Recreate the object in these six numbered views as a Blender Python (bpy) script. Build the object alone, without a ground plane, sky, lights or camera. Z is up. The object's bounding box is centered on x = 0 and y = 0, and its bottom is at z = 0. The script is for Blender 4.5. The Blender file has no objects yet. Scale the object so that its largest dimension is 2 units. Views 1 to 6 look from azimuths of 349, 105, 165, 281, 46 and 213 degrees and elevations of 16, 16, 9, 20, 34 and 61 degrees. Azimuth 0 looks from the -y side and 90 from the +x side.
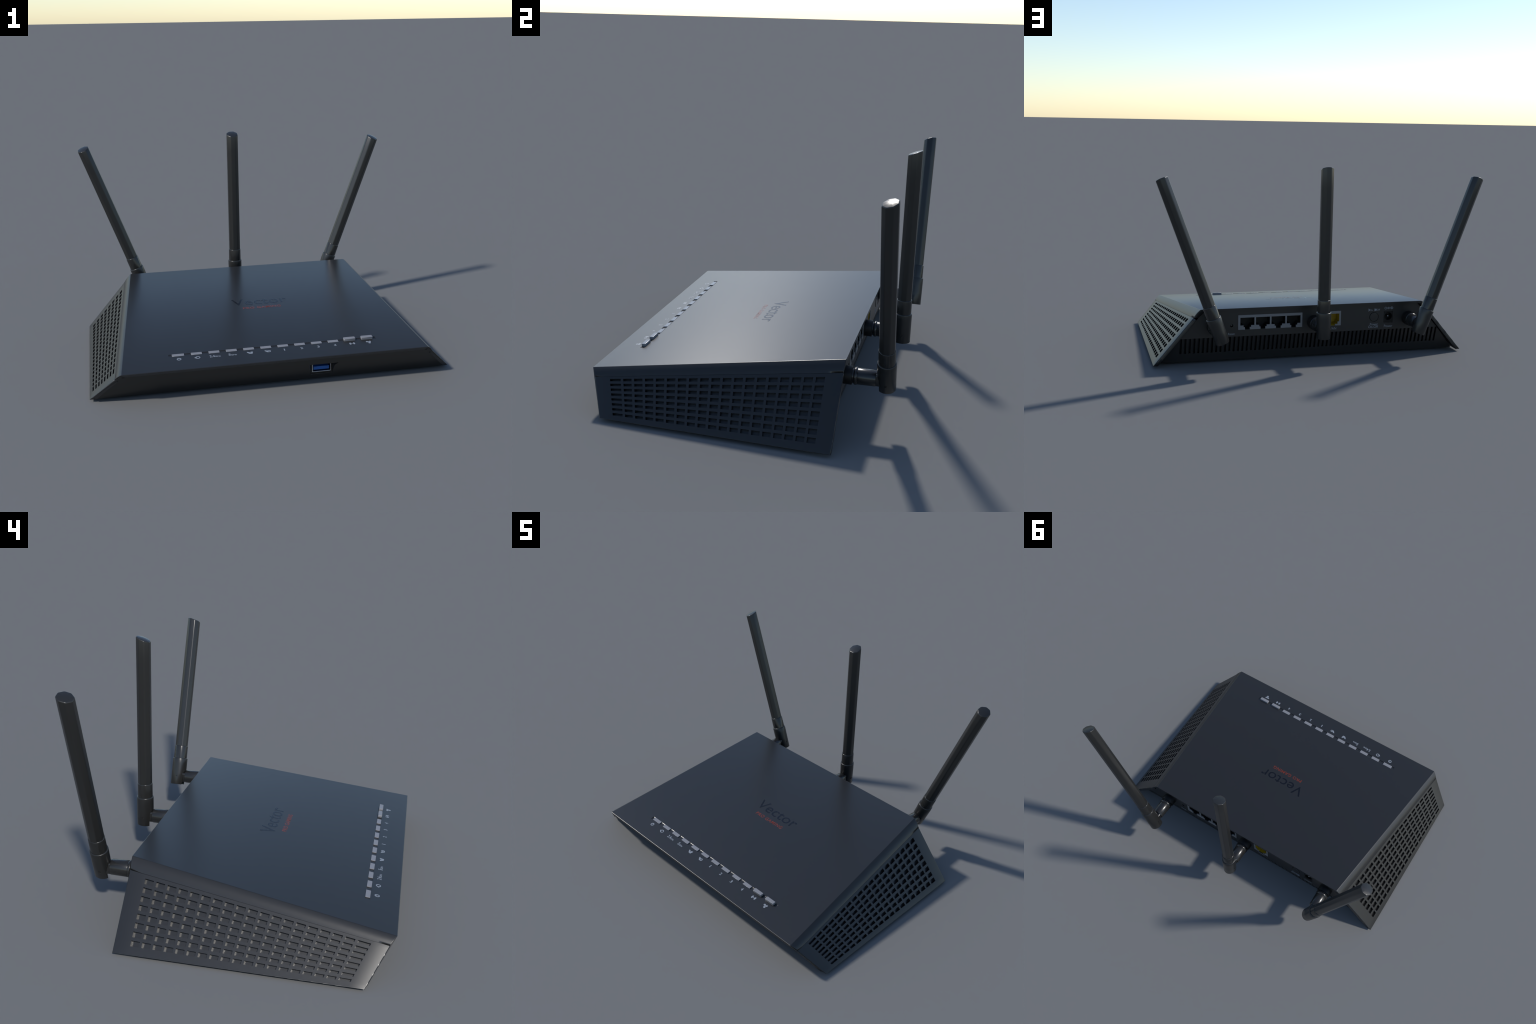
"""A wedge-shaped dark plastic wireless router with three swivel antennas, built part by part."""
import bpy, bmesh, math
from math import sin, cos, pi, radians, sqrt
from mathutils import Vector, Matrix

SCN = bpy.context.scene


# ------------------------------------------------------------------ materials
def plastic(name, col, rough, grain=0.06, spec=0.5, metal=0.0, scale=60.0, coat=0.0):
    """Principled plastic or metal with a faint noise in colour and gloss."""
    m = bpy.data.materials.new(name)
    m.use_nodes = True
    nt = m.node_tree
    b = nt.nodes["Principled BSDF"]
    tc = nt.nodes.new("ShaderNodeTexCoord")
    nz = nt.nodes.new("ShaderNodeTexNoise")
    nz.inputs["Scale"].default_value = scale
    nz.inputs["Detail"].default_value = 3.0
    nt.links.new(tc.outputs["Object"], nz.inputs["Vector"])
    rmp = nt.nodes.new("ShaderNodeValToRGB")
    rmp.color_ramp.elements[0].color = (*[c * (1 - grain) for c in col], 1)
    rmp.color_ramp.elements[1].color = (*[min(1, c * (1 + grain)) for c in col], 1)
    nt.links.new(nz.outputs["Fac"], rmp.inputs["Fac"])
    nt.links.new(rmp.outputs["Color"], b.inputs["Base Color"])
    mr = nt.nodes.new("ShaderNodeMapRange")
    mr.inputs["To Min"].default_value = rough * 0.97
    mr.inputs["To Max"].default_value = min(1, rough * 1.03)
    nt.links.new(nz.outputs["Fac"], mr.inputs["Value"])
    nt.links.new(mr.outputs["Result"], b.inputs["Roughness"])
    b.inputs["Metallic"].default_value = metal
    b.inputs["Specular IOR Level"].default_value = spec
    b.inputs["Coat Weight"].default_value = coat
    return m


M_SHELL = plastic("shell_plastic", (0.017, 0.017, 0.0175), 0.30)
M_BASE = plastic("base_plastic", (0.017, 0.017, 0.017), 0.36)
M_ANT = plastic("antenna_plastic", (0.017, 0.017, 0.0165), 0.30)
M_COLLAR = plastic("antenna_collar_plastic", (0.017, 0.017, 0.0165), 0.20)
M_ARM = plastic("antenna_arm_plastic", (0.017, 0.017, 0.017), 0.26)
M_RUBBER = plastic("rubber", (0.006, 0.006, 0.006), 0.6, spec=0.3)
M_LIGHT = plastic("indicator_plastic", (0.20, 0.20, 0.212), 0.22)
M_PRINT = plastic("white_print", (0.21, 0.23, 0.26), 0.4)
M_LOGO = plastic("black_print", (0.003, 0.003, 0.005), 0.22)
M_RED = plastic("red_print", (0.16, 0.026, 0.012), 0.28)
M_FRAME = plastic("grey_port_plastic", (0.17, 0.17, 0.175), 0.5)
M_DARK = plastic("socket_plastic", (0.006, 0.006, 0.006), 0.5, spec=0.3)
M_YELLOW = plastic("yellow_plastic", (0.38, 0.25, 0.003), 0.5)
M_BLUE = plastic("blue_plastic", (0.008, 0.085, 0.33), 0.4)
M_STEEL = plastic("steel", (0.36, 0.36, 0.37), 0.28, metal=1.0)


# ------------------------------------------------------------------ helpers
def mesh_obj(name, verts, faces, mat, parent=None, smooth=None):
    me = bpy.data.meshes.new(name)
    me.from_pydata([tuple(v) for v in verts], [], faces)
    me.update()
    bm = bmesh.new()
    bm.from_mesh(me)
    bmesh.ops.recalc_face_normals(bm, faces=bm.faces)
    bm.to_mesh(me)
    bm.free()
    ob = bpy.data.objects.new(name, me)
    SCN.collection.objects.link(ob)
    if mat:
        me.materials.append(mat)
    ob.parent = parent
    if smooth is not None:
        shade(ob, smooth)
    return ob


def shade(ob, angle):
    me = ob.data
    me.polygons.foreach_set("use_smooth", [True] * len(me.polygons))
    me.set_sharp_from_angle(angle=radians(angle))


def apply_mods(ob):
    bpy.context.view_layer.update()
    dg = bpy.context.evaluated_depsgraph_get()
    me = bpy.data.meshes.new_from_object(ob.evaluated_get(dg), preserve_all_data_layers=True, depsgraph=dg)
    old = ob.data
    ob.modifiers.clear()
    ob.data = me
    me.name = old.name
    bpy.data.meshes.remove(old)


def bevel(ob, width, segs=2, angle=30, weight=False):
    b = ob.modifiers.new("bevel", "BEVEL")
    b.width = width
    b.segments = segs
    b.limit_method = "WEIGHT" if weight else "ANGLE"
    b.angle_limit = radians(angle)
    b.harden_normals = True
    b.use_clamp_overlap = True
    apply_mods(ob)


def even_normals(ob, angle):
    """Smooth shading in which the large flat faces keep their own direction."""
    shade(ob, angle)
    w = ob.modifiers.new("normals", "WEIGHTED_NORMAL")
    w.mode = "FACE_AREA"
    w.weight = 100
    w.keep_sharp = True
    apply_mods(ob)


def edge_weights(ob, rule):
    """rule(a, b) -> bevel weight 0..1 for the edge between points a and b."""
    me = ob.data
    at = me.attributes.new("bevel_weight_edge", "FLOAT", "EDGE")
    for e in me.edges:
        at.data[e.index].value = rule(me.vertices[e.vertices[0]].co, me.vertices[e.vertices[1]].co)


def cut(ob, cutter):
    """Subtract cutter from ob, apply, delete the cutter."""
    b = ob.modifiers.new("cut", "BOOLEAN")
    b.operation = "DIFFERENCE"
    b.solver = "EXACT"
    b.object = cutter
    apply_mods(ob)
    me = cutter.data
    bpy.data.objects.remove(cutter)
    bpy.data.meshes.remove(me)


def box_data(x0, x1, y0, y1, z0, z1):
    v = [(x, y, z) for z in (z0, z1) for y in (y0, y1) for x in (x0, x1)]
    f = [(0, 2, 3, 1), (4, 5, 7, 6), (0, 1, 5, 4), (2, 6, 7, 3), (0, 4, 6, 2), (1, 3, 7, 5)]
    return v, f


def join_data(parts):
    V, F = [], []
    for v, f in parts:
        o = len(V)
        V += [tuple(p) for p in v]
        F += [tuple(i + o for i in q) for q in f]
    return V, F


def prism_data(outline, a, b, frame):
    """Extrude a 2D outline from depth a to b; frame maps (u, v, d) to a point."""
    n = len(outline)
    v = [frame(u, w, a) for u, w in outline] + [frame(u, w, b) for u, w in outline]
    f = [tuple(range(n))[::-1], tuple(range(n, 2 * n))]
    f += [(i, (i + 1) % n, (i + 1) % n + n, i + n) for i in range(n)]
    return v, f


def ring_outline_data(outer, inner, a, b, frame):
    """A flat ring between two outlines with equal point counts, extruded."""
    n = len(outer)
    v = []
    for d in (a, b):
        v += [frame(u, w, d) for u, w in outer] + [frame(u, w, d) for u, w in inner]
    f = []
    for i in range(n):
        j = (i + 1) % n
        f.append((i, i + n, j + n, j))
        f.append((2 * n + i, 2 * n + j, 3 * n + j, 3 * n + i))
        f.append((i, j, 2 * n + j, 2 * n + i))
        f.append((n + i, 3 * n + i, 3 * n + j, n + j))
    return v, f


def circle(cx, cy, r, n=24, ry=None, rot=0.0):
    ry = r if ry is None else ry
    return [(cx + cos(rot) * r * cos(t) - sin(rot) * ry * sin(t), cy + sin(rot) * r * cos(t) + cos(rot) * ry * sin(t))
            for t in (2 * pi * k / n for k in range(n))]


def rect(x0, x1, y0, y1):
    return [(x0, y0), (x1, y0), (x1, y1), (x0, y1)]


def lathe_data(profile, n=40, frame=None, closed_ends=True):
    """Spin (radius, height) pairs round the frame's d axis."""
    frame = frame or (lambda u, w, d: (u, w, d))
    v, f = [], []
    for r, h in profile:
        v += [frame(r * cos(2 * pi * k / n), r * sin(2 * pi * k / n), h) for k in range(n)]
    for i in range(len(profile) - 1):
        for k in range(n):
            a, b = i * n + k, i * n + (k + 1) % n
            f.append((a, b, b + n, a + n))
    if closed_ends:
        f.append(tuple(range(n))[::-1])
        f.append(tuple(range((len(profile) - 1) * n, len(profile) * n)))
    return v, f


def text_obj(name, body, frame3, u0, u1, v0, v1, mat, parent, thick=0.0008, lift=0.0004, weight=0.0, spacing=1.0):
    """Raised lettering whose ink fills u0..u1 (width) and v0..v1 (height) of the plane frame3."""
    cu = bpy.data.curves.new(name, "FONT")
    cu.body = body
    cu.size = 1.0
    cu.resolution_u = 6
    cu.offset = weight
    cu.space_character = spacing
    cu.fill_mode = "BOTH"
    cu.extrude = 0.5
    ob = bpy.data.objects.new(name, cu)
    SCN.collection.objects.link(ob)
    bpy.context.view_layer.update()
    dg = bpy.context.evaluated_depsgraph_get()
    me = bpy.data.meshes.new_from_object(ob.evaluated_get(dg), depsgraph=dg)
    bpy.data.objects.remove(ob)
    bpy.data.curves.remove(cu)
    xs = [p.co.x for p in me.vertices]
    ys = [p.co.y for p in me.vertices]
    ax, bx, ay, by = min(xs), max(xs), min(ys), max(ys)
    for p in me.vertices:
        u = u0 + (p.co.x - ax) / (bx - ax) * (u1 - u0)
        w = v0 + (p.co.y - ay) / (by - ay) * (v1 - v0)
        d = lift if p.co.z > 0 else lift - thick
        p.co = frame3(u, w, d)
    me.name = name
    me.materials.clear()
    me.materials.append(mat)
    for p in me.polygons:
        p.material_index = 0
    bm = bmesh.new()
    bm.from_mesh(me)
    bmesh.ops.recalc_face_normals(bm, faces=bm.faces)
    bm.to_mesh(me)
    bm.free()
    new = bpy.data.objects.new(name, me)
    SCN.collection.objects.link(new)
    new.parent = parent
    return new


# ------------------------------------------------------------------ the router
router = bpy.data.objects.new("wireless_router", None)
SCN.collection.objects.link(router)
router["label"] = "dark grey wedge-shaped router with three antennas"
router["category"] = "wireless router"

# Corner points of the right half of the shell (x mirrored for the left half)
TOP_F, TOP_B = Vector((0.830, -0.7198, 0.1850)), Vector((0.7150, 0.4968, 0.3485))
SEAM_F, SEAM_B = Vector((0.8642, -0.6940, 0.1525)), Vector((0.7573, 0.4935, 0.2985))
LOW_F, LOW_B = Vector((1.0015, -0.6060, 0.0125)), Vector((1.0015, 0.4945, 0.0125))
TILT = (TOP_B.z - TOP_F.z) / (TOP_B.y - TOP_F.y)
TLEN = sqrt(1 + TILT * TILT)
FRONT_LEAN = 0.660          # how fast the front face runs back under itself
BACK_Y, BREAK_Z = 0.478, 0.1675
BASE_Z = 0.0115


def top_z(y):
    return TOP_F.z + (y - TOP_F.y) * TILT


def top_frame(u, w, d):
    """Point on the sloping lid: u = world x, w = world y, d = height over the lid."""
    return Vector((u, w - d * TILT / TLEN, top_z(w) + d / TLEN))


def back_frame(u, w, d):
    """Point on the upright back face: u = world x, w = world z, d = outwards."""
    return Vector((u, BACK_Y + d, w))


def back_text_frame(u, w, d):
    return Vector((-u, BACK_Y + d, w))


# ---- top cover: sloping lid with two slightly bulged shoulder strips
N_ARC = 6
SHOULDER_BULGE = 0.054


def cover_section(end):
    """Outer and inner outline of the lid and its shoulders, left to right, point for point."""
    P, Q = (TOP_F, SEAM_F) if end == 0 else (TOP_B, SEAM_B)
    chord = Q - P
    out = Vector((-chord.z, 0, chord.x)).normalized()
    outer, inner = [], []
    p_in, q_in = Vector((P.x - 0.022, P.y, P.z - 0.0135)), Vector((Q.x - 0.0290, Q.y, Q.z))
    for i in range(N_ARC + 1):
        t = i / N_ARC * 0.992
        outer.append(P + chord * t + out * (SHOULDER_BULGE * chord.length * 4 * t * (1 - t)))
        inner.append(p_in.lerp(q_in, t))
    flip = lambda pts: [Vector((-p.x, p.y, p.z)) for p in reversed(pts)]
    return flip(outer) + outer, flip(inner) + inner


def shell_loft():
    V, F = [], []
    n = 2 * (N_ARC + 1)
    for end in (0, 1):
        o, i = cover_section(end)
        V += o + i
    at = lambda end, layer, k: end * 2 * n + layer * n + k
    for k in range(n - 1):
        F.append((at(0, 0, k), at(0, 0, k + 1), at(1, 0, k + 1), at(1, 0, k)))
        F.append((at(0, 1, k), at(1, 1, k), at(1, 1, k + 1), at(0, 1, k + 1)))
        for e in (0, 1):
            F.append((at(e, 0, k), at(e, 1, k), at(e, 1, k + 1), at(e, 0, k + 1)))
    for k in (0, n - 1):
        F.append((at(0, 0, k), at(1, 0, k), at(1, 1, k), at(0, 1, k)))
    return V, F, n


v, f, n_out = shell_loft()
cover = mesh_obj("top_cover", v, f, M_SHELL, router)
idx = {tuple(round(c, 5) for c in p): i for i, p in enumerate(v)}


def cover_weight(a, b):
    i = idx[tuple(round(c, 5) for c in a)]
    j = idx[tuple(round(c, 5) for c in b)]
    same_end = (i < 2 * n_out) == (j < 2 * n_out)
    i, j = i % (2 * n_out), j % (2 * n_out)
    if i >= n_out or j >= n_out:
        return 0.0
    if same_end:
        return 1.0
    if i == j and i in (N_ARC, N_ARC + 1):
        return 0.45
    return 0.0


edge_weights(cover, cover_weight)
bevel(cover, 0.0038, 3, weight=True)

# ---- groove for the indicator row
BTN_Y0, BTN_Y1 = -0.5836, -0.5612
cut(cover, mesh_obj("cutter", *prism_data(rect(-0.5752, 0.5765, BTN_Y0 - 0.0006, BTN_Y1 + 0.0006), -0.0035, 0.02, top_frame), None))
# the lid's shading rolls gently backwards although the plate itself is flat
LID_ROLL = radians(10.5)
bm = bmesh.new()
bm.from_mesh(cover.data)
lid_n = Vector((0, -TILT, 1)).normalized()
for k in range(1, 16):
    g = [*bm.verts, *bm.edges, *bm.faces]
    bmesh.ops.bisect_plane(bm, geom=g, dist=1e-6, plane_co=(0, TOP_F.y + (TOP_B.y - TOP_F.y) * k / 16, 0), plane_no=(0, 1, 0))
bmesh.ops.triangulate(bm, faces=[q for q in bm.faces if len(q.verts) > 4])
bm.to_mesh(cover.data)
bm.free()
even_normals(cover, 50)


def roll_normals(ob, tol=0.004):
    """Give every face lying along the lid the lid's rolled shading direction."""
    me = ob.data
    normals = [Vector(c.vector) for c in me.corner_normals]
    origin = Vector((0, TOP_F.y, TOP_F.z))
    for p in me.polygons:
        if p.normal.angle(lid_n) < 0.01 and abs((p.center - origin).dot(lid_n)) < tol:
            for li in p.loop_indices:
                y = me.vertices[me.loops[li].vertex_index].co.y
                t = max(0.0, min(1.0, (y - TOP_F.y) / (TOP_B.y - TOP_F.y)))
                normals[li] = Matrix.Rotation(-LID_ROLL * t, 3, "X") @ lid_n
    me.normals_split_custom_set(normals)


roll_normals(cover, 0.002)


# ---- vented side panels: a ruled patch between shoulder seam and lower edge
def patch(s, t):
    a = SEAM_F.lerp(SEAM_B, s)
    b = LOW_F.lerp(LOW_B, s)
    return a.lerp(b, t)


def patch_normal(s, t):
    e = 1e-3
    n = (patch(s + e, t) - patch(s - e, t)).cross(patch(s, t + e) - patch(s, t - e))
    n.normalize()
    return n if n.x > 0 else -n


COLS, ROWS = 19, 8
s_lines = [0.0, 0.0640, 0.1098]
for k in range(COLS - 1):
    s0 = 0.1205 + k * 0.04570
    s_lines += [s0, s0 + 0.0350]
s_lines += [1.0]


def t_lines(s):
    half = 0.0262 + (0.0352 - 0.0262) * s
    out = [0.0015]
    for r in range(ROWS):
        c = 0.0852 + r * 0.1098
        out += [c - half, c + half]
    return out + [1.0]


def patch_coords(y, z):
    """Patch parameters of the panel point at this y and z (y and z are enough)."""
    s, t = 0.5, 0.5
    for _ in range(12):
        p = patch(s, t)
        ds, dt = patch(s + 1e-4, t) - p, patch(s, t + 1e-4) - p
        a, b, c, d = ds.y / 1e-4, dt.y / 1e-4, ds.z / 1e-4, dt.z / 1e-4
        det = a * d - b * c
        ey, ez = y - p.y, z - p.z
        s += (d * ey - b * ez) / det
        t += (a * ez - c * ey) / det
    return s, t


EDGE_ROLL = radians(5.5)


def panel_normals(ob, side):
    """Shade the panel as one sheet that rolls over a little towards its front, back and lower edges."""
    me = ob.data
    normals = [Vector(c.vector) for c in me.corner_normals]
    border, done = {}, set()
    for p in me.polygons:
        c = p.center
        s, t = patch_coords(c.y, c.z)
        n = patch_normal(s, t)
        q = patch(s, t)
        if abs(q.x - abs(c.x)) > 0.004 or Vector((p.normal.x * side, p.normal.y, p.normal.z)).angle(n) > 0.09:
            continue
        for li in p.loop_indices:
            v = me.vertices[me.loops[li].vertex_index].co
            s, t = patch_coords(v.y, v.z)
            n = patch_normal(s, t)
            along = (patch(s + 1e-3, t) - patch(s - 1e-3, t)).normalized()
            down = (patch(s, t + 1e-3) - patch(s, t - 1e-3)).normalized()
            f = max(0.0, (0.064 - s) / 0.059)
            b = max(0.0, (s - 0.933) / 0.062)
            l = max(0.0, (t - 0.89) / 0.10)
            m = (n - along * math.tan(EDGE_ROLL) * f + along * math.tan(EDGE_ROLL) * b + down * math.tan(EDGE_ROLL) * 0.6 * l).normalized()
            normals[li] = border[me.loops[li].vertex_index] = Vector((m.x * side, m.y, m.z))
            done.add(li)
    for li, lp in enumerate(me.loops):
        if li not in done and lp.vertex_index in border and normals[li].angle(border[lp.vertex_index]) < radians(45):
            normals[li] = border[lp.vertex_index]
    me.normals_split_custom_set(normals)


def build_vent_panel(side):
    NI, NJ = len(s_lines), 2 * ROWS + 2
    V, F = [], []
    for layer in (0, 1):
        for i, s in enumerate(s_lines):
            for j, t in enumerate(t_lines(s)):
                p = patch(s, t)
                if layer:
                    rim = i in (0, NI - 1) or j in (0, NJ - 1)
                    if j == NJ - 1:
                        p = p - Vector((0.0290, 0, 0))
                    else:
                        p = p - patch_normal(s, t) * (0.0215 if rim else 0.0180)
                V.append(Vector((p.x * side, p.y, p.z)))
    nid = lambda l, i, j: (l * NI + i) * NJ + j
    hole = lambda i, j: 0 <= i < NI - 1 and 0 <= j < NJ - 1 and i % 2 == 1 and j % 2 == 1
    solid = lambda i, j: 0 <= i < NI - 1 and 0 <= j < NJ - 1 and not hole(i, j)
    for i in range(NI - 1):
        for j in range(NJ - 1):
            if hole(i, j):
                continue
            F.append((nid(0, i, j), nid(0, i + 1, j), nid(0, i + 1, j + 1), nid(0, i, j + 1)))
            F.append((nid(1, i, j), nid(1, i, j + 1), nid(1, i + 1, j + 1), nid(1, i + 1, j)))
            for di, dj, a, b in ((-1, 0, (0, 0), (0, 1)), (1, 0, (1, 0), (1, 1)), (0, -1, (0, 0), (1, 0)), (0, 1, (0, 1), (1, 1))):
                if not solid(i + di, j + dj):
                    p, q = (i + a[0], j + a[1]), (i + b[0], j + b[1])
                    F.append((nid(0, *p), nid(0, *q), nid(1, *q), nid(1, *p)))
    ob = mesh_obj("vent_panel", V, F, M_SHELL, router)
    rimset = set()
    for i in range(NI):
        for j in range(NJ):
            if i in (0, NI - 1) or j == NJ - 1:
                rimset.add(tuple(round(c, 5) for c in V[nid(0, i, j)]))

    def w(a, b):
        a, b = tuple(round(c, 5) for c in a), tuple(round(c, 5) for c in b)
        if a in rimset and b in rimset and (abs(a[1] - b[1]) < 0.12):
            return 1.0
        return 0.0
    edge_weights(ob, w)
    bevel(ob, 0.0038, 3, weight=True)
    shade(ob, 50)
    panel_normals(ob, side)
    # plate behind the openings, following the twist of the panel
    n, vv, ff = 12, [], []
    for off in (0.0182, 0.0212):
        for a in range(n + 1):
            for b in (0, 1, 2, 3, 4):
                s, t = 0.045 + 0.905 * a / n, 0.04 + 0.87 * b / 4
                p = patch(s, t) - patch_normal(s, t) * off
                vv.append((p.x * side, p.y, p.z))
    g = lambda l, a, b: (l * (n + 1) + a) * 5 + b
    for l in (0, 1):
        for a in range(n):
            for b in range(4):
                ff.append((g(l, a, b), g(l, a + 1, b), g(l, a + 1, b + 1), g(l, a, b + 1)))
    for a in range(n):
        for b in (0, 4):
            ff.append((g(0, a, b), g(0, a + 1, b), g(1, a + 1, b), g(1, a, b)))
    for b in range(4):
        for a in (0, n):
            ff.append((g(0, a, b), g(0, a, b + 1), g(1, a, b + 1), g(1, a, b)))
    mesh_obj("vent_backing", vv, ff, M_SHELL, ob, 30)
    return ob


build_vent_panel(1)
build_vent_panel(-1)


# ---- black base body
def front_y(z, inset=0.0015):
    return TOP_F.y + (TOP_F.z - z) * FRONT_LEAN + inset


zt_f = 0.1705
low_back_y = 0.434
half_pts = {
    "ft": (0.8060, front_y(zt_f), zt_f), "fb": (0.9660, front_y(BASE_Z), BASE_Z),
    "bb": (0.9660, low_back_y, BASE_Z), "bk": (0.8350, BACK_Y, BREAK_Z), "bt": (0.6930, BACK_Y, 0.3315)}
keys = ["ft", "fb", "bb", "bk", "bt"]
vb = [half_pts[k] for k in keys] + [(-half_pts[k][0], *half_pts[k][1:]) for k in keys]
fb = [(0, 1, 6, 5), (1, 2, 7, 6), (2, 3, 8, 7), (3, 4, 9, 8), (4, 0, 5, 9),
      (0, 4, 1), (4, 3, 1), (3, 2, 1), (5, 6, 9), (9, 6, 8), (8, 6, 7)]
base = mesh_obj("base", vb, fb, M_BASE, router)

# vent slots in the undercut lower back
LEAN = (BACK_Y - low_back_y) / (BREAK_Z - BASE_Z)
slots = []
N_SLOT = 62
for k in range(N_SLOT):
    cx = -0.8312 + k * (1.6624 / (N_SLOT - 1))
    z0, z1 = 0.0665, BREAK_Z - 0.0008
    y0, y1 = BACK_Y - (BREAK_Z - z0) * LEAN, BACK_Y - (BREAK_Z - z1) * LEAN
    prof = [(y0 + 0.01, z0), (y1 + 0.01, z1), (y1 - 0.028, z1), (y0 - 0.028, z0)]
    hw = 0.0062
    vs = [(cx - hw, y, z) for y, z in prof] + [(cx + hw, y, z) for y, z in prof]
    fs = [(3, 2, 1, 0), (4, 5, 6, 7)] + [(i, (i + 1) % 4, (i + 1) % 4 + 4, i + 4) for i in range(4)]
    slots.append((vs, fs))
cut(base, mesh_obj("cutter", *join_data(slots), None))

# openings in the upright back: network ports, reset, power button gap, power jack
LAN_C = [0.4246, 0.3268, 0.2290, 0.1312]
WAN_C = -0.1220
BTN_C, JACK_C, RESET_C = (-0.3990, 0.2502), (-0.4962, 0.2512), (0.5225, 0.2369)
back_cut = [
    prism_data(rect(0.0757, 0.4822, 0.2080, 0.2998), -0.07, 0.01, back_frame),
    prism_data(rect(-0.1772, -0.0668, 0.2067, 0.3002), -0.07, 0.01, back_frame),
    prism_data(circle(*RESET_C, 0.0100, 20), -0.03, 0.01, back_frame),
    ring_outline_data(circle(*BTN_C, 0.0312, 40), circle(*BTN_C, 0.0286, 40), -0.006, 0.01, back_frame),
    prism_data(rect(-0.5272, -0.4650, 0.2097, 0.2835), -0.05, 0.01, back_frame),
]
cut(base, mesh_obj("cutter", *join_data(back_cut), None))

# USB recess: upright pocket wall let into the leaning front, splayed towards the top
USB_X0, USB_X1, USB_Z0, USB_Z1 = 0.1985, 0.3045, 0.0590, 0.1130
PK_Y = -0.6290
pz0, pz1 = 0.0435, 0.1250
pocket_bot, pocket_top = (0.1740, 0.3180), (0.1245, 0.3825)
vp = []
for y, grow in ((-0.80, 0.0), (PK_Y, 0.0)):
    vp += [(pocket_bot[0], y, pz0), (pocket_bot[1], y, pz0), (pocket_top[1], y, pz1), (pocket_top[0], y, pz1)]
fp = [(0, 1, 2, 3), (7, 6, 5, 4), (0, 4, 5, 1), (1, 5, 6, 2), (2, 6, 7, 3), (3, 7, 4, 0)]
# the splayed sides meet the wall along the socket, so the recess narrows inwards
vp[4:] = [(0.1900, PK_Y, pz0), (0.3130, PK_Y, pz0), (0.3130, PK_Y, pz1), (0.1900, PK_Y, pz1)]
cut(base, mesh_obj("cutter", vp, fp, None))
cut(base, mesh_obj("cutter", *box_data(USB_X0, USB_X1, -0.66, -0.50, USB_Z0, USB_Z1), None))
bevel(base, 0.0012, 1, angle=25)
even_normals(base, 50)

# thin facing over the joint between base and shell, with the same recess and opening
fz0, fz1 = BASE_Z + 0.0025, 0.1808
vf = []
for d in (-0.0010, 0.0035):
    vf += [(-0.9955, front_y(fz0, d), fz0), (0.9955, front_y(fz0, d), fz0), (0.8300, front_y(fz1, d), fz1), (-0.8300, front_y(fz1, d), fz1)]
facing = mesh_obj("front_panel", vf, [(0, 1, 2, 3), (7, 6, 5, 4), (0, 4, 5, 1), (1, 5, 6, 2), (2, 6, 7, 3), (3, 7, 4, 0)], M_BASE, base)
cut(facing, mesh_obj("cutter", vp, fp, None))
shade(facing, 20)

# ---- USB socket
usb_frame = lambda u, w, d: Vector((u, PK_Y - d, w))


def rrect(x0, x1, y0, y1, r, n=4):
    pts = []
    for cx, cy, a0 in ((x1 - r, y1 - r, 0), (x0 + r, y1 - r, 90), (x0 + r, y0 + r, 180), (x1 - r, y0 + r, 270)):
        pts += [(cx + r * cos(radians(a0 + 90 * k / n)), cy + r * sin(radians(a0 + 90 * k / n))) for k in range(n + 1)]
    return pts


tk = 0.0042
usb = mesh_obj("usb_port", *ring_outline_data(rrect(USB_X0, USB_X1, USB_Z0, USB_Z1, 0.004), rrect(USB_X0 + tk, USB_X1 - tk, USB_Z0 + tk, USB_Z1 - tk, 0.0025),
                                              -0.10, 0.0035, usb_frame), M_STEEL, router)
bevel(usb, 0.001, 2, angle=50)
shade(usb, 40)
tong = mesh_obj("usb_tongue", *box_data(USB_X0 + 0.009, USB_X1 - 0.009, PK_Y + 0.004, PK_Y + 0.09, USB_Z0 + 0.010, USB_Z0 + 0.029), M_BLUE, usb)
bevel(tong, 0.0015, 2)
mesh_obj("usb_back_wall", *box_data(USB_X0 + tk + 0.0003, USB_X1 - tk - 0.0003, PK_Y + 0.075, PK_Y + 0.10, USB_Z0 + tk + 0.0003, USB_Z1 - tk - 0.0003), M_BLUE, usb)


# ---- indicator row
def light_piece(name, x0, x1, d0, d1, bev):
    ob = mesh_obj(name, *prism_data(rect(x0, x1, BTN_Y0, BTN_Y1), d0, d1, top_frame), M_LIGHT, router)
    bevel(ob, bev, 2)
    shade(ob, 30)
    return ob


light_piece("indicator_light", -0.5572, -0.4922, -0.0034, 0.0016, 0.0006)
first = light_piece("indicator_light", -0.4549, -0.3965, -0.0034, 0.0016, 0.0006)
for k in range(1, 9):
    ob = first.copy()
    dx = 0.09470 * k
    ob.location = (dx, 0, 0)
    SCN.collection.objects.link(ob)
button = light_piece("push_button", 0.3925, 0.4572, -0.0034, 0.0135, 0.0022)
ob = button.copy()
ob.location = (0.0998, 0, 0)
SCN.collection.objects.link(ob)

# ---- symbols under the lights
ICON_Y = -0.6140


def flat_icon(parts, mat=M_PRINT):
    V, F = join_data(parts)
    return mesh_obj("icon", V, F, mat, router)


D0, D1 = -0.0004, 0.0005
P_ = lambda o, lift=0: prism_data(o, D0, D1 + lift, top_frame)
R_ = lambda o, i: ring_outline_data(o, i, D0, D1, top_frame)
# power: ring with a short bar
cx = -0.5232
flat_icon([R_(circle(cx, ICON_Y, 0.0122), circle(cx, ICON_Y, 0.0072)), P_(rect(cx - 0.0018, cx + 0.0018, ICON_Y - 0.0005, ICON_Y + 0.0085), 0.0002)])
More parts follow.
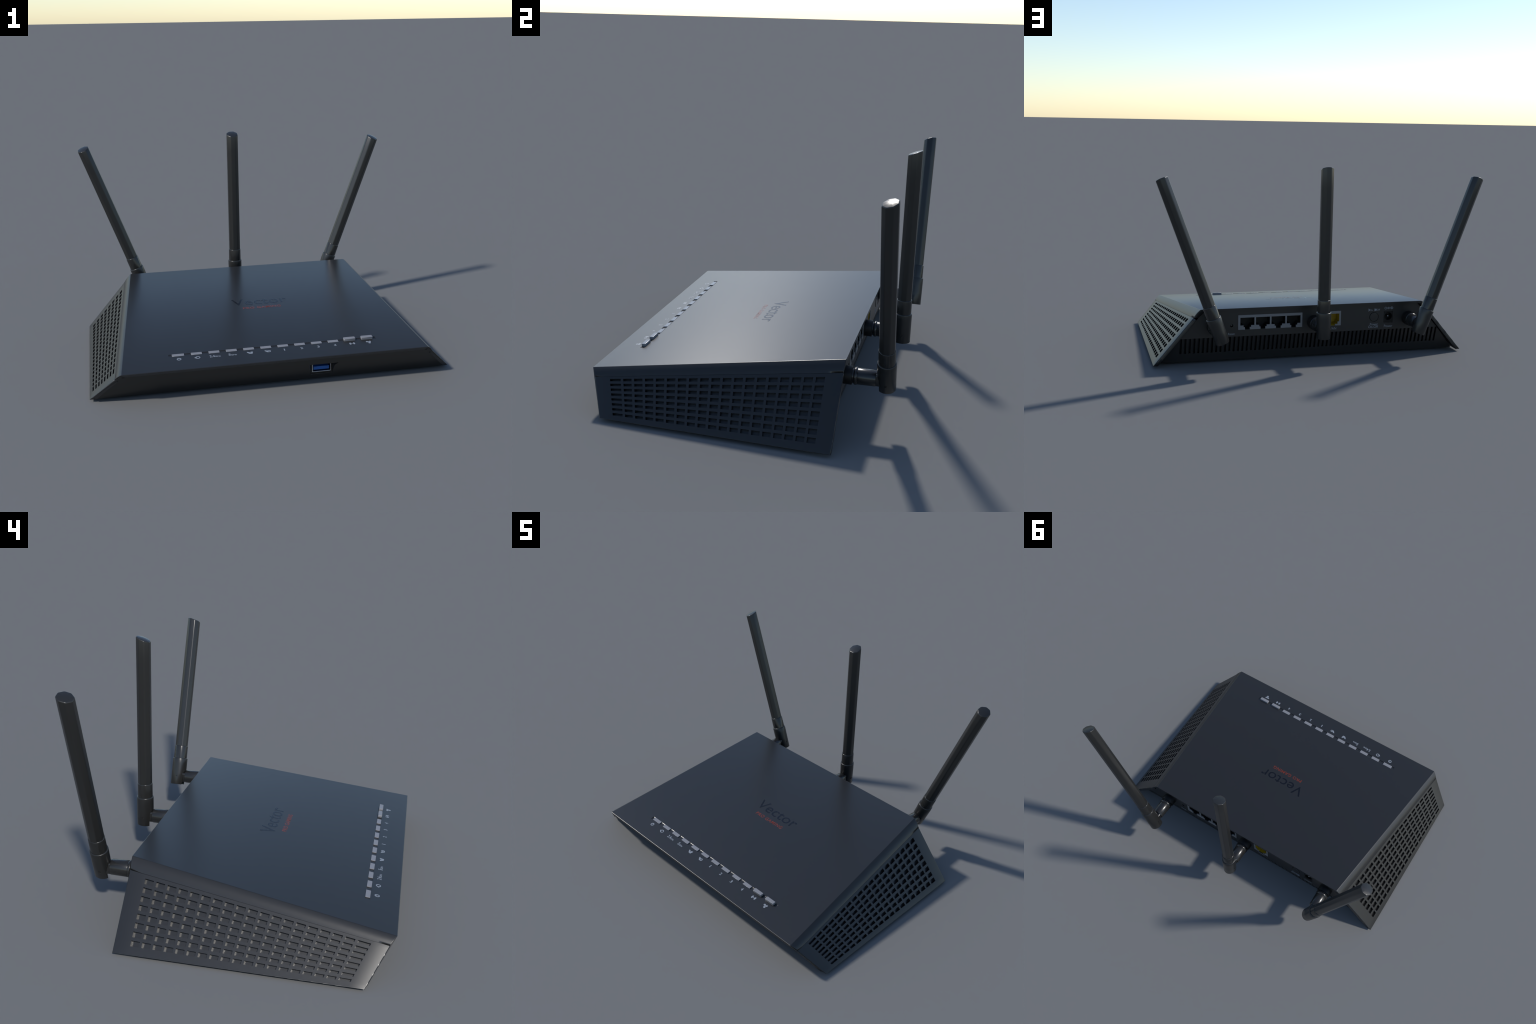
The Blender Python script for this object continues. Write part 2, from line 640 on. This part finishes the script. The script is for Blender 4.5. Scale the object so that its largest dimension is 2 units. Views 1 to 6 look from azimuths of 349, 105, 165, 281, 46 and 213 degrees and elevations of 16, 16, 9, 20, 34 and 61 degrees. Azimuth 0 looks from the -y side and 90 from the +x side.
# internet: ring with a pointed tail
cx = -0.4235
flat_icon([R_(circle(cx, ICON_Y, 0.0132, ry=0.0122), circle(cx + 0.001, ICON_Y, 0.0078, ry=0.0070)),
           P_([(cx - 0.0190, ICON_Y - 0.0005), (cx - 0.0090, ICON_Y - 0.0085), (cx - 0.0090, ICON_Y + 0.0075)], 0.0002)])
text_obj("icon_text", "2.4", top_frame, -0.3605, -0.3325, -0.6245, -0.6035, M_PRINT, router, weight=0.02)
text_obj("icon_text", "GHz", top_frame, -0.3318, -0.3010, -0.6245, -0.6125, M_PRINT, router, weight=0.02)
text_obj("icon_text", "5", top_frame, -0.2585, -0.2465, -0.6245, -0.6035, M_PRINT, router, weight=0.02)
text_obj("icon_text", "GHz", top_frame, -0.2455, -0.2145, -0.6245, -0.6125, M_PRINT, router, weight=0.02)
# two plug symbols: block with a cable branching off
for cx, notch in ((-0.1405, False), (-0.0435, True)):
    body = [(cx - 0.0010, ICON_Y - 0.0110), (cx + 0.0110, ICON_Y - 0.0110), (cx + 0.0150, ICON_Y + 0.0045), (cx + 0.0150, ICON_Y + 0.0110),
            (cx + 0.0020, ICON_Y + 0.0085)]
    arm = [(cx - 0.0180, ICON_Y + 0.0060), (cx - 0.0145, ICON_Y + 0.0105), (cx - 0.0020, ICON_Y + 0.0045), (cx + 0.0005, ICON_Y - 0.0112), (cx - 0.0060, ICON_Y - 0.0095)]
    parts = [P_(arm, 0.0002)]
    if notch:
        c2 = (cx + 0.0062, ICON_Y - 0.0010)
        parts.append(R_(circle(*c2, 0.0098, 12), circle(*c2, 0.0045, 12)))
    else:
        parts.append(P_(body))
    flat_icon(parts)
for txt, cx in (("1", 0.0478), ("2", 0.1440), ("3", 0.2376), ("4", 0.3318)):
    hw = 0.0028 if txt == "1" else 0.0068
    text_obj("icon_text", txt, top_frame, cx - hw, cx + hw, ICON_Y - 0.0100, ICON_Y + 0.0098, M_PRINT, router, weight=0.02)
# radio waves: two lobes and a link
cx = 0.4298
flat_icon([P_(circle(cx - 0.0105, ICON_Y, 0.0058, 16, 0.0105)), P_(circle(cx + 0.0105, ICON_Y, 0.0058, 16, 0.0105)), P_(rect(cx - 0.006, cx + 0.006, ICON_Y - 0.0016, ICON_Y + 0.0016), 0.0002)])
# paired devices: three joined dots
cx = 0.5240
flat_icon([P_(circle(cx - 0.0075, ICON_Y + 0.0045, 0.0066, 16)), P_(circle(cx + 0.0085, ICON_Y + 0.0050, 0.0064, 16)), P_(circle(cx + 0.0030, ICON_Y - 0.0085, 0.0070, 16)),
           P_([(cx - 0.004, ICON_Y + 0.001), (cx, ICON_Y - 0.004), (cx + 0.007, ICON_Y + 0.002), (cx + 0.002, ICON_Y + 0.006)], 0.0002)])

# ---- lettering on the lid
roll_normals(text_obj("logo_text", "Vector", top_frame, -0.1390, 0.1925, -0.0605, 0.0160, M_LOGO, router))
roll_normals(text_obj("logo_text", "PRO GAMING", top_frame, -0.0850, 0.1430, -0.1142, -0.0905, M_RED, router, weight=0.012, spacing=1.12))

# ---- network ports
Z_TOP, Z_SH, Z_ST = 0.2834, 0.2345, 0.2236


def comb(x_right, x_left, zb, zt, centres, hw, steps):
    """Outline of a port face: a bar with one stepped notch per socket, open at the bottom."""
    pts = [(x_left, zb), (x_left, zt), (x_right, zt), (x_right, zb)]
    for c in sorted(centres, reverse=True):
        (w1, z1), (w2, z2) = steps
        pts += [(c + w2, zb), (c + w2, z2), (c + w1, z2), (c + w1, z1), (c + hw, z1), (c + hw, Z_TOP),
                (c - hw, Z_TOP), (c - hw, z1), (c - w1, z1), (c - w1, z2), (c - w2, z2), (c - w2, zb)]
    return pts


lan_out = comb(0.4819, 0.0760, 0.2083, 0.2995, LAN_C, 0.0442, ((0.0236, Z_SH), (0.0152, Z_ST)))
lan = mesh_obj("port_frame", *prism_data(lan_out, -0.004, 0.0012, back_frame), M_FRAME, router)
shade(lan, 10)
wan_out = comb(-0.0671, -0.1769, 0.2070, 0.2999, [WAN_C], 0.0442, ((0.0335, 0.2325), (0.0170, 0.2167)))
wan = mesh_obj("port_frame", *prism_data(wan_out, -0.003, 0.0012, back_frame), M_FRAME, router)
shade(wan, 10)


lining = comb(-0.0673, -0.1767, 0.2090, 0.2997, [WAN_C], 0.0442, ((0.0335, 0.2325), (0.0170, 0.2167)))
mesh_obj("port_socket", *join_data([prism_data(lining, -0.0640, -0.0032, back_frame), box_data(-0.1767, -0.0673, BACK_Y - 0.0660, BACK_Y - 0.0642, 0.2073, 0.2997),
                                    box_data(-0.1767, -0.0673, BACK_Y - 0.0640, BACK_Y - 0.0032, 0.2071, 0.2088)]), M_YELLOW, wan, 10)
lining = comb(0.4817, 0.0762, 0.2100, 0.2993, LAN_C, 0.0442, ((0.0236, Z_SH), (0.0152, Z_ST)))
mesh_obj("port_lining", *join_data([prism_data(lining, -0.0620, -0.0042, back_frame), box_data(0.0762, 0.4817, BACK_Y - 0.0620, BACK_Y - 0.0042, 0.2082, 0.2098)]), M_DARK, lan, 10)
for c in LAN_C:
    wall = [box_data(c - 0.0455, c + 0.0455, BACK_Y - 0.066, BACK_Y - 0.064, 0.2085, 0.2980)]
    for k in range(8):
        x = c - 0.021 + 0.006 * k
        wall.append(box_data(x - 0.0012, x + 0.0012, BACK_Y - 0.062, BACK_Y - 0.046, 0.2690, 0.2715))
    mesh_obj("port_socket", *join_data(wall), M_DARK, lan)

# ---- reset hole, power button, power jack
rs = mesh_obj("reset_button", *lathe_data([(0.0085, -0.02), (0.0085, -0.008), (0.0070, -0.0065), (0.0035, -0.0055)], 20, lambda u, w, d: back_frame(u + RESET_C[0], w + RESET_C[1], d)), M_BASE, router, 30)
pb = mesh_obj("power_button", *lathe_data([(0.0284, -0.004), (0.0284, 0.0010), (0.0275, 0.0022), (0.0255, 0.0024)], 40, lambda u, w, d: back_frame(u + BTN_C[0], w + BTN_C[1], d)), M_BASE, router, 30)
jf = mesh_obj("power_jack", *prism_data(rrect(-0.5262, -0.4660, 0.2107, 0.2825, 0.0015, 2), -0.045, -0.0010, back_frame), M_DARK, router)
cut(jf, mesh_obj("cutter", *prism_data(circle(*JACK_C, 0.0252, 40), -0.038, 0.02, back_frame), None))
shade(jf, 30)
mesh_obj("jack_pin", *lathe_data([(0.0052, -0.04), (0.0052, -0.0085), (0.0042, -0.0062), (0.0018, -0.0050)], 20, lambda u, w, d: back_frame(u + JACK_C[0], w + JACK_C[1], d)), M_STEEL, jf, 40)

# ---- printed words on the back (reading left to right from behind: u = -x)
bt = lambda body, x_left, x_right, z0, z1, w=0.0: text_obj("label_text", body, back_text_frame, -x_left, -x_right, z0, z1, M_PRINT, router, weight=w)
bt("Reset", 0.5445, 0.5035, 0.1775, 0.1920)
bt("WAN", -0.0965, -0.1476, 0.1805, 0.1962)
bt("Power", -0.3733, -0.4272, 0.1955, 0.2105)
bt("On-Off", -0.3622, -0.4285, 0.1785, 0.1945)
bt("Power", -0.4690, -0.5256, 0.1795, 0.1958)
bt("On", -0.3705, -0.3890, 0.2905, 0.3010)
bt("Off", -0.4165, -0.4385, 0.2905, 0.3020)


def back_icon(parts):
    return mesh_obj("label_icon", *join_data(parts), M_PRINT, router)


B_ = lambda o, lift=0: prism_data(o, D0, D1 + lift, back_frame)
BR_ = lambda o, i: ring_outline_data(o, i, D0, D1, back_frame)
back_icon([B_([(-0.3612, 0.2862), (-0.3612, 0.3065), (-0.3648, 0.3035), (-0.3690, 0.3010), (-0.3690, 0.2925), (-0.3648, 0.2895)])])
back_icon([B_([(-0.4008, 0.2868), (-0.4008, 0.3068), (-0.4040, 0.3032), (-0.4150, 0.3032), (-0.4150, 0.2905), (-0.4040, 0.2905)])])
jz = 0.3047
back_icon([BR_(circle(-0.4775, jz, 0.0082), circle(-0.4775, jz, 0.0058)), BR_(circle(-0.4967, jz, 0.0070), circle(-0.4967, jz, 0.0052)), B_(circle(-0.4967, jz, 0.0032, 12)),
           BR_(circle(-0.5187, jz, 0.0085), circle(-0.5187, jz, 0.0062)), B_(rect(-0.5205, -0.5169, jz - 0.005, jz + 0.005)), B_(rect(-0.4897, -0.4857, jz - 0.001, jz + 0.001), 0.0002),
           B_(rect(-0.5100, -0.5035, jz - 0.001, jz + 0.001), 0.0002)])

# ---- rubber feet
foot = mesh_obj("foot", *lathe_data([(0.030, 0.0), (0.034, 0.003), (0.034, BASE_Z + 0.001)], 32), M_RUBBER, router, 30)
foot.location = (-0.80, -0.50, 0)
for x, y in ((0.80, -0.50), (-0.80, 0.34), (0.80, 0.34)):
    ob = foot.copy()
    ob.location = (x, y, 0)
    SCN.collection.objects.link(ob)

# ------------------------------------------------------------------ antennas
PIV_Y, PIV_Z = 0.6760, 0.2360


def round_poly(pts, r, n=4):
    """Round the corners of a convex counter-clockwise polygon with radius r."""
    out, m = [], len(pts)
    for k in range(m):
        p, a, b = Vector(pts[k]), Vector(pts[k - 1]), Vector(pts[(k + 1) % m])
        da, db = (a - p).normalized(), (b - p).normalized()
        half = da.angle(db) / 2
        c = p + (da + db).normalized() * (r / sin(half))
        s0, s1 = p + da * (r / math.tan(half)) - c, p + db * (r / math.tan(half)) - c
        a0 = math.atan2(s0.y, s0.x)
        turn = (math.atan2(s1.y, s1.x) - a0) % (2 * pi)
        out += [(c.x + r * cos(a0 + turn * i / n), c.y + r * sin(a0 + turn * i / n)) for i in range(n + 1)]
    return out


def blade_section():
    A, K = 0.0358, 0.0146
    return round_poly([(A, -K), (A, K), (K, A), (-K, A), (-A, K), (-A, -K), (-K, -A), (K, -A)], 0.0125, 5)


def build_blade(slope):
    TIP, r = 0.9650, 0.0050
    sec = blade_section()
    rings = [[(x, y, z) for x, y in sec] for z in (0.170, 0.19, 0.5, 0.85)]
    tip = lambda sc, d: [(x * sc, y * sc, TIP + y * sc * slope + d) for x, y in sec]
    for ang in (0, 18, 36, 54, 72, 90):
        a = radians(ang)
        rings.append(tip(1 - r * (1 - cos(a)) / 0.0355, -r + r * sin(a)))
    R1 = 1 - r / 0.0355
    for q in (0.85, 0.65, 0.45, 0.25, 0.1):
        rings.append(tip(R1 * q, 0.0030 * (1 - q * q)))
    n = len(sec)
    V = [p for ring in rings for p in ring]
    F = [tuple(range(n))[::-1], tuple(range((len(rings) - 1) * n, len(rings) * n))]
    for i in range(len(rings) - 1):
        F += [(i * n + k, i * n + (k + 1) % n, (i + 1) * n + (k + 1) % n, (i + 1) * n + k) for k in range(n)]
    return V, F


def build_hinge():
    n, V, F = 48, [], []
    prof = [(0.0400, 0.0440, -0.0520), (0.0408, 0.0447, -0.0505), (0.0430, 0.0447, 0.02), (0.0447, 0.0447, 0.075), (0.0447, 0.0447, 0.1045),
            (0.0440, 0.0440, 0.1072), (0.0422, 0.0422, 0.1088), (0.030, 0.030, 0.1088)]
    for rx, ry, z in prof:
        V += [(rx * cos(2 * pi * k / n), ry * sin(2 * pi * k / n), z) for k in range(n)]
    for i in range(len(prof) - 1):
        F += [(i * n + k, i * n + (k + 1) % n, (i + 1) * n + (k + 1) % n, (i + 1) * n + k) for k in range(n)]
    F += [tuple(range(n))[::-1], tuple(range((len(prof) - 1) * n, len(prof) * n))]
    return V, F


def yframe(u, w, d):
    return (u, d, w)


parts, side_blade = None, None
for k, (x, tilt_deg) in enumerate(((0.0, 0.0), (-0.6325, -20.0), (0.6325, 20.0))):
    place = Matrix.Translation((x, PIV_Y, PIV_Z)) @ Matrix.Rotation(radians(tilt_deg), 4, "Y")
    if parts is None:
        blade = mesh_obj("antenna", *build_blade(0.35), M_ANT, router, 60)
        collar = mesh_obj("antenna_collar", *lathe_data([(0.030, 0.105), (0.0400, 0.105), (0.0394, 0.1815), (0.0388, 0.1838), (0.0374, 0.1852), (0.030, 0.1852)], 48), M_COLLAR, blade, 50)
        hinge = mesh_obj("antenna_hinge", *build_hinge(), M_ANT, blade)
        # fork slot for the arm's tongue, open at the bottom
        slot = [(-0.06, -0.080), (0.0275, -0.080), (0.0275, 0.0230), (0.0200, 0.0300), (-0.06, 0.0300)]
        slot = [(-0.0290, -0.080), (0.0290, -0.080), (0.0290, 0.0170), (0.0180, 0.0290), (-0.0180, 0.0290), (-0.0290, 0.0170)]
        cut(hinge, mesh_obj("cutter", *prism_data(slot, -0.080, -0.0060, yframe), None))
        pins = join_data([lathe_data([(0.0062, -0.06), (0.0062, -0.0385)], 20, lambda u, w, d: (d, u, w - 0.004)),
                          lathe_data([(0.0062, 0.0385), (0.0062, 0.06)], 20, lambda u, w, d: (d, u, w - 0.004))])
        cut(hinge, mesh_obj("cutter", *pins, None))
        shade(hinge, 42)
        arm_prof = [(0.030, -0.160), (0.0360, -0.160), (0.0360, -0.1510), (0.0395, -0.1500), (0.0420, -0.1480), (0.0428, -0.1455), (0.0428, -0.1415), (0.0420, -0.1375), (0.0398, -0.1350),
                    (0.0394, -0.1345), (0.0398, -0.1335), (0.0380, -0.0495), (0.0370, -0.0480), (0.020, -0.0480)]
        arm = mesh_obj("antenna_arm", *lathe_data(arm_prof, 48, yframe), M_ARM, blade, 35)
        tong = [(-0.0300, -0.0300), (0.0300, -0.0300), (0.0300, 0.0300), (-0.0300, 0.0300)]
        tongue = mesh_obj("antenna_tongue", *prism_data(rrect(-0.0270, 0.0270, -0.0300, 0.0270, 0.008), -0.0490, -0.0070, yframe), M_ARM, blade, 35)
        socket = mesh_obj("antenna_socket", *lathe_data([(0.0445, -0.206), (0.0445, -0.1610), (0.0438, -0.1595), (0.0360, -0.1590)], 48, yframe), M_DARK, blade, 35)
        parts = [(collar, True), (hinge, True), (arm, False), (tongue, False), (socket, False)]
        blade.matrix_world = place
    else:
        if side_blade is None:
            b2 = mesh_obj("antenna", *build_blade(0.26), M_ANT, router, 60)
            side_blade = b2.data
        else:
            b2 = bpy.data.objects.new("antenna", side_blade)
            SCN.collection.objects.link(b2)
            b2.parent = router
        b2.matrix_world = place
        unturn = Matrix.Rotation(-radians(tilt_deg), 4, "Y")
        for ob, turns in parts:
            o2 = ob.copy()
            SCN.collection.objects.link(o2)
            o2.parent = b2
            o2.matrix_parent_inverse = Matrix.Identity(4)
            o2.matrix_basis = Matrix.Identity(4) if turns else unturn

for ob in list(bpy.data.objects):
    if ob.name.startswith("cutter"):
        bpy.data.objects.remove(ob)
bpy.context.view_layer.update()
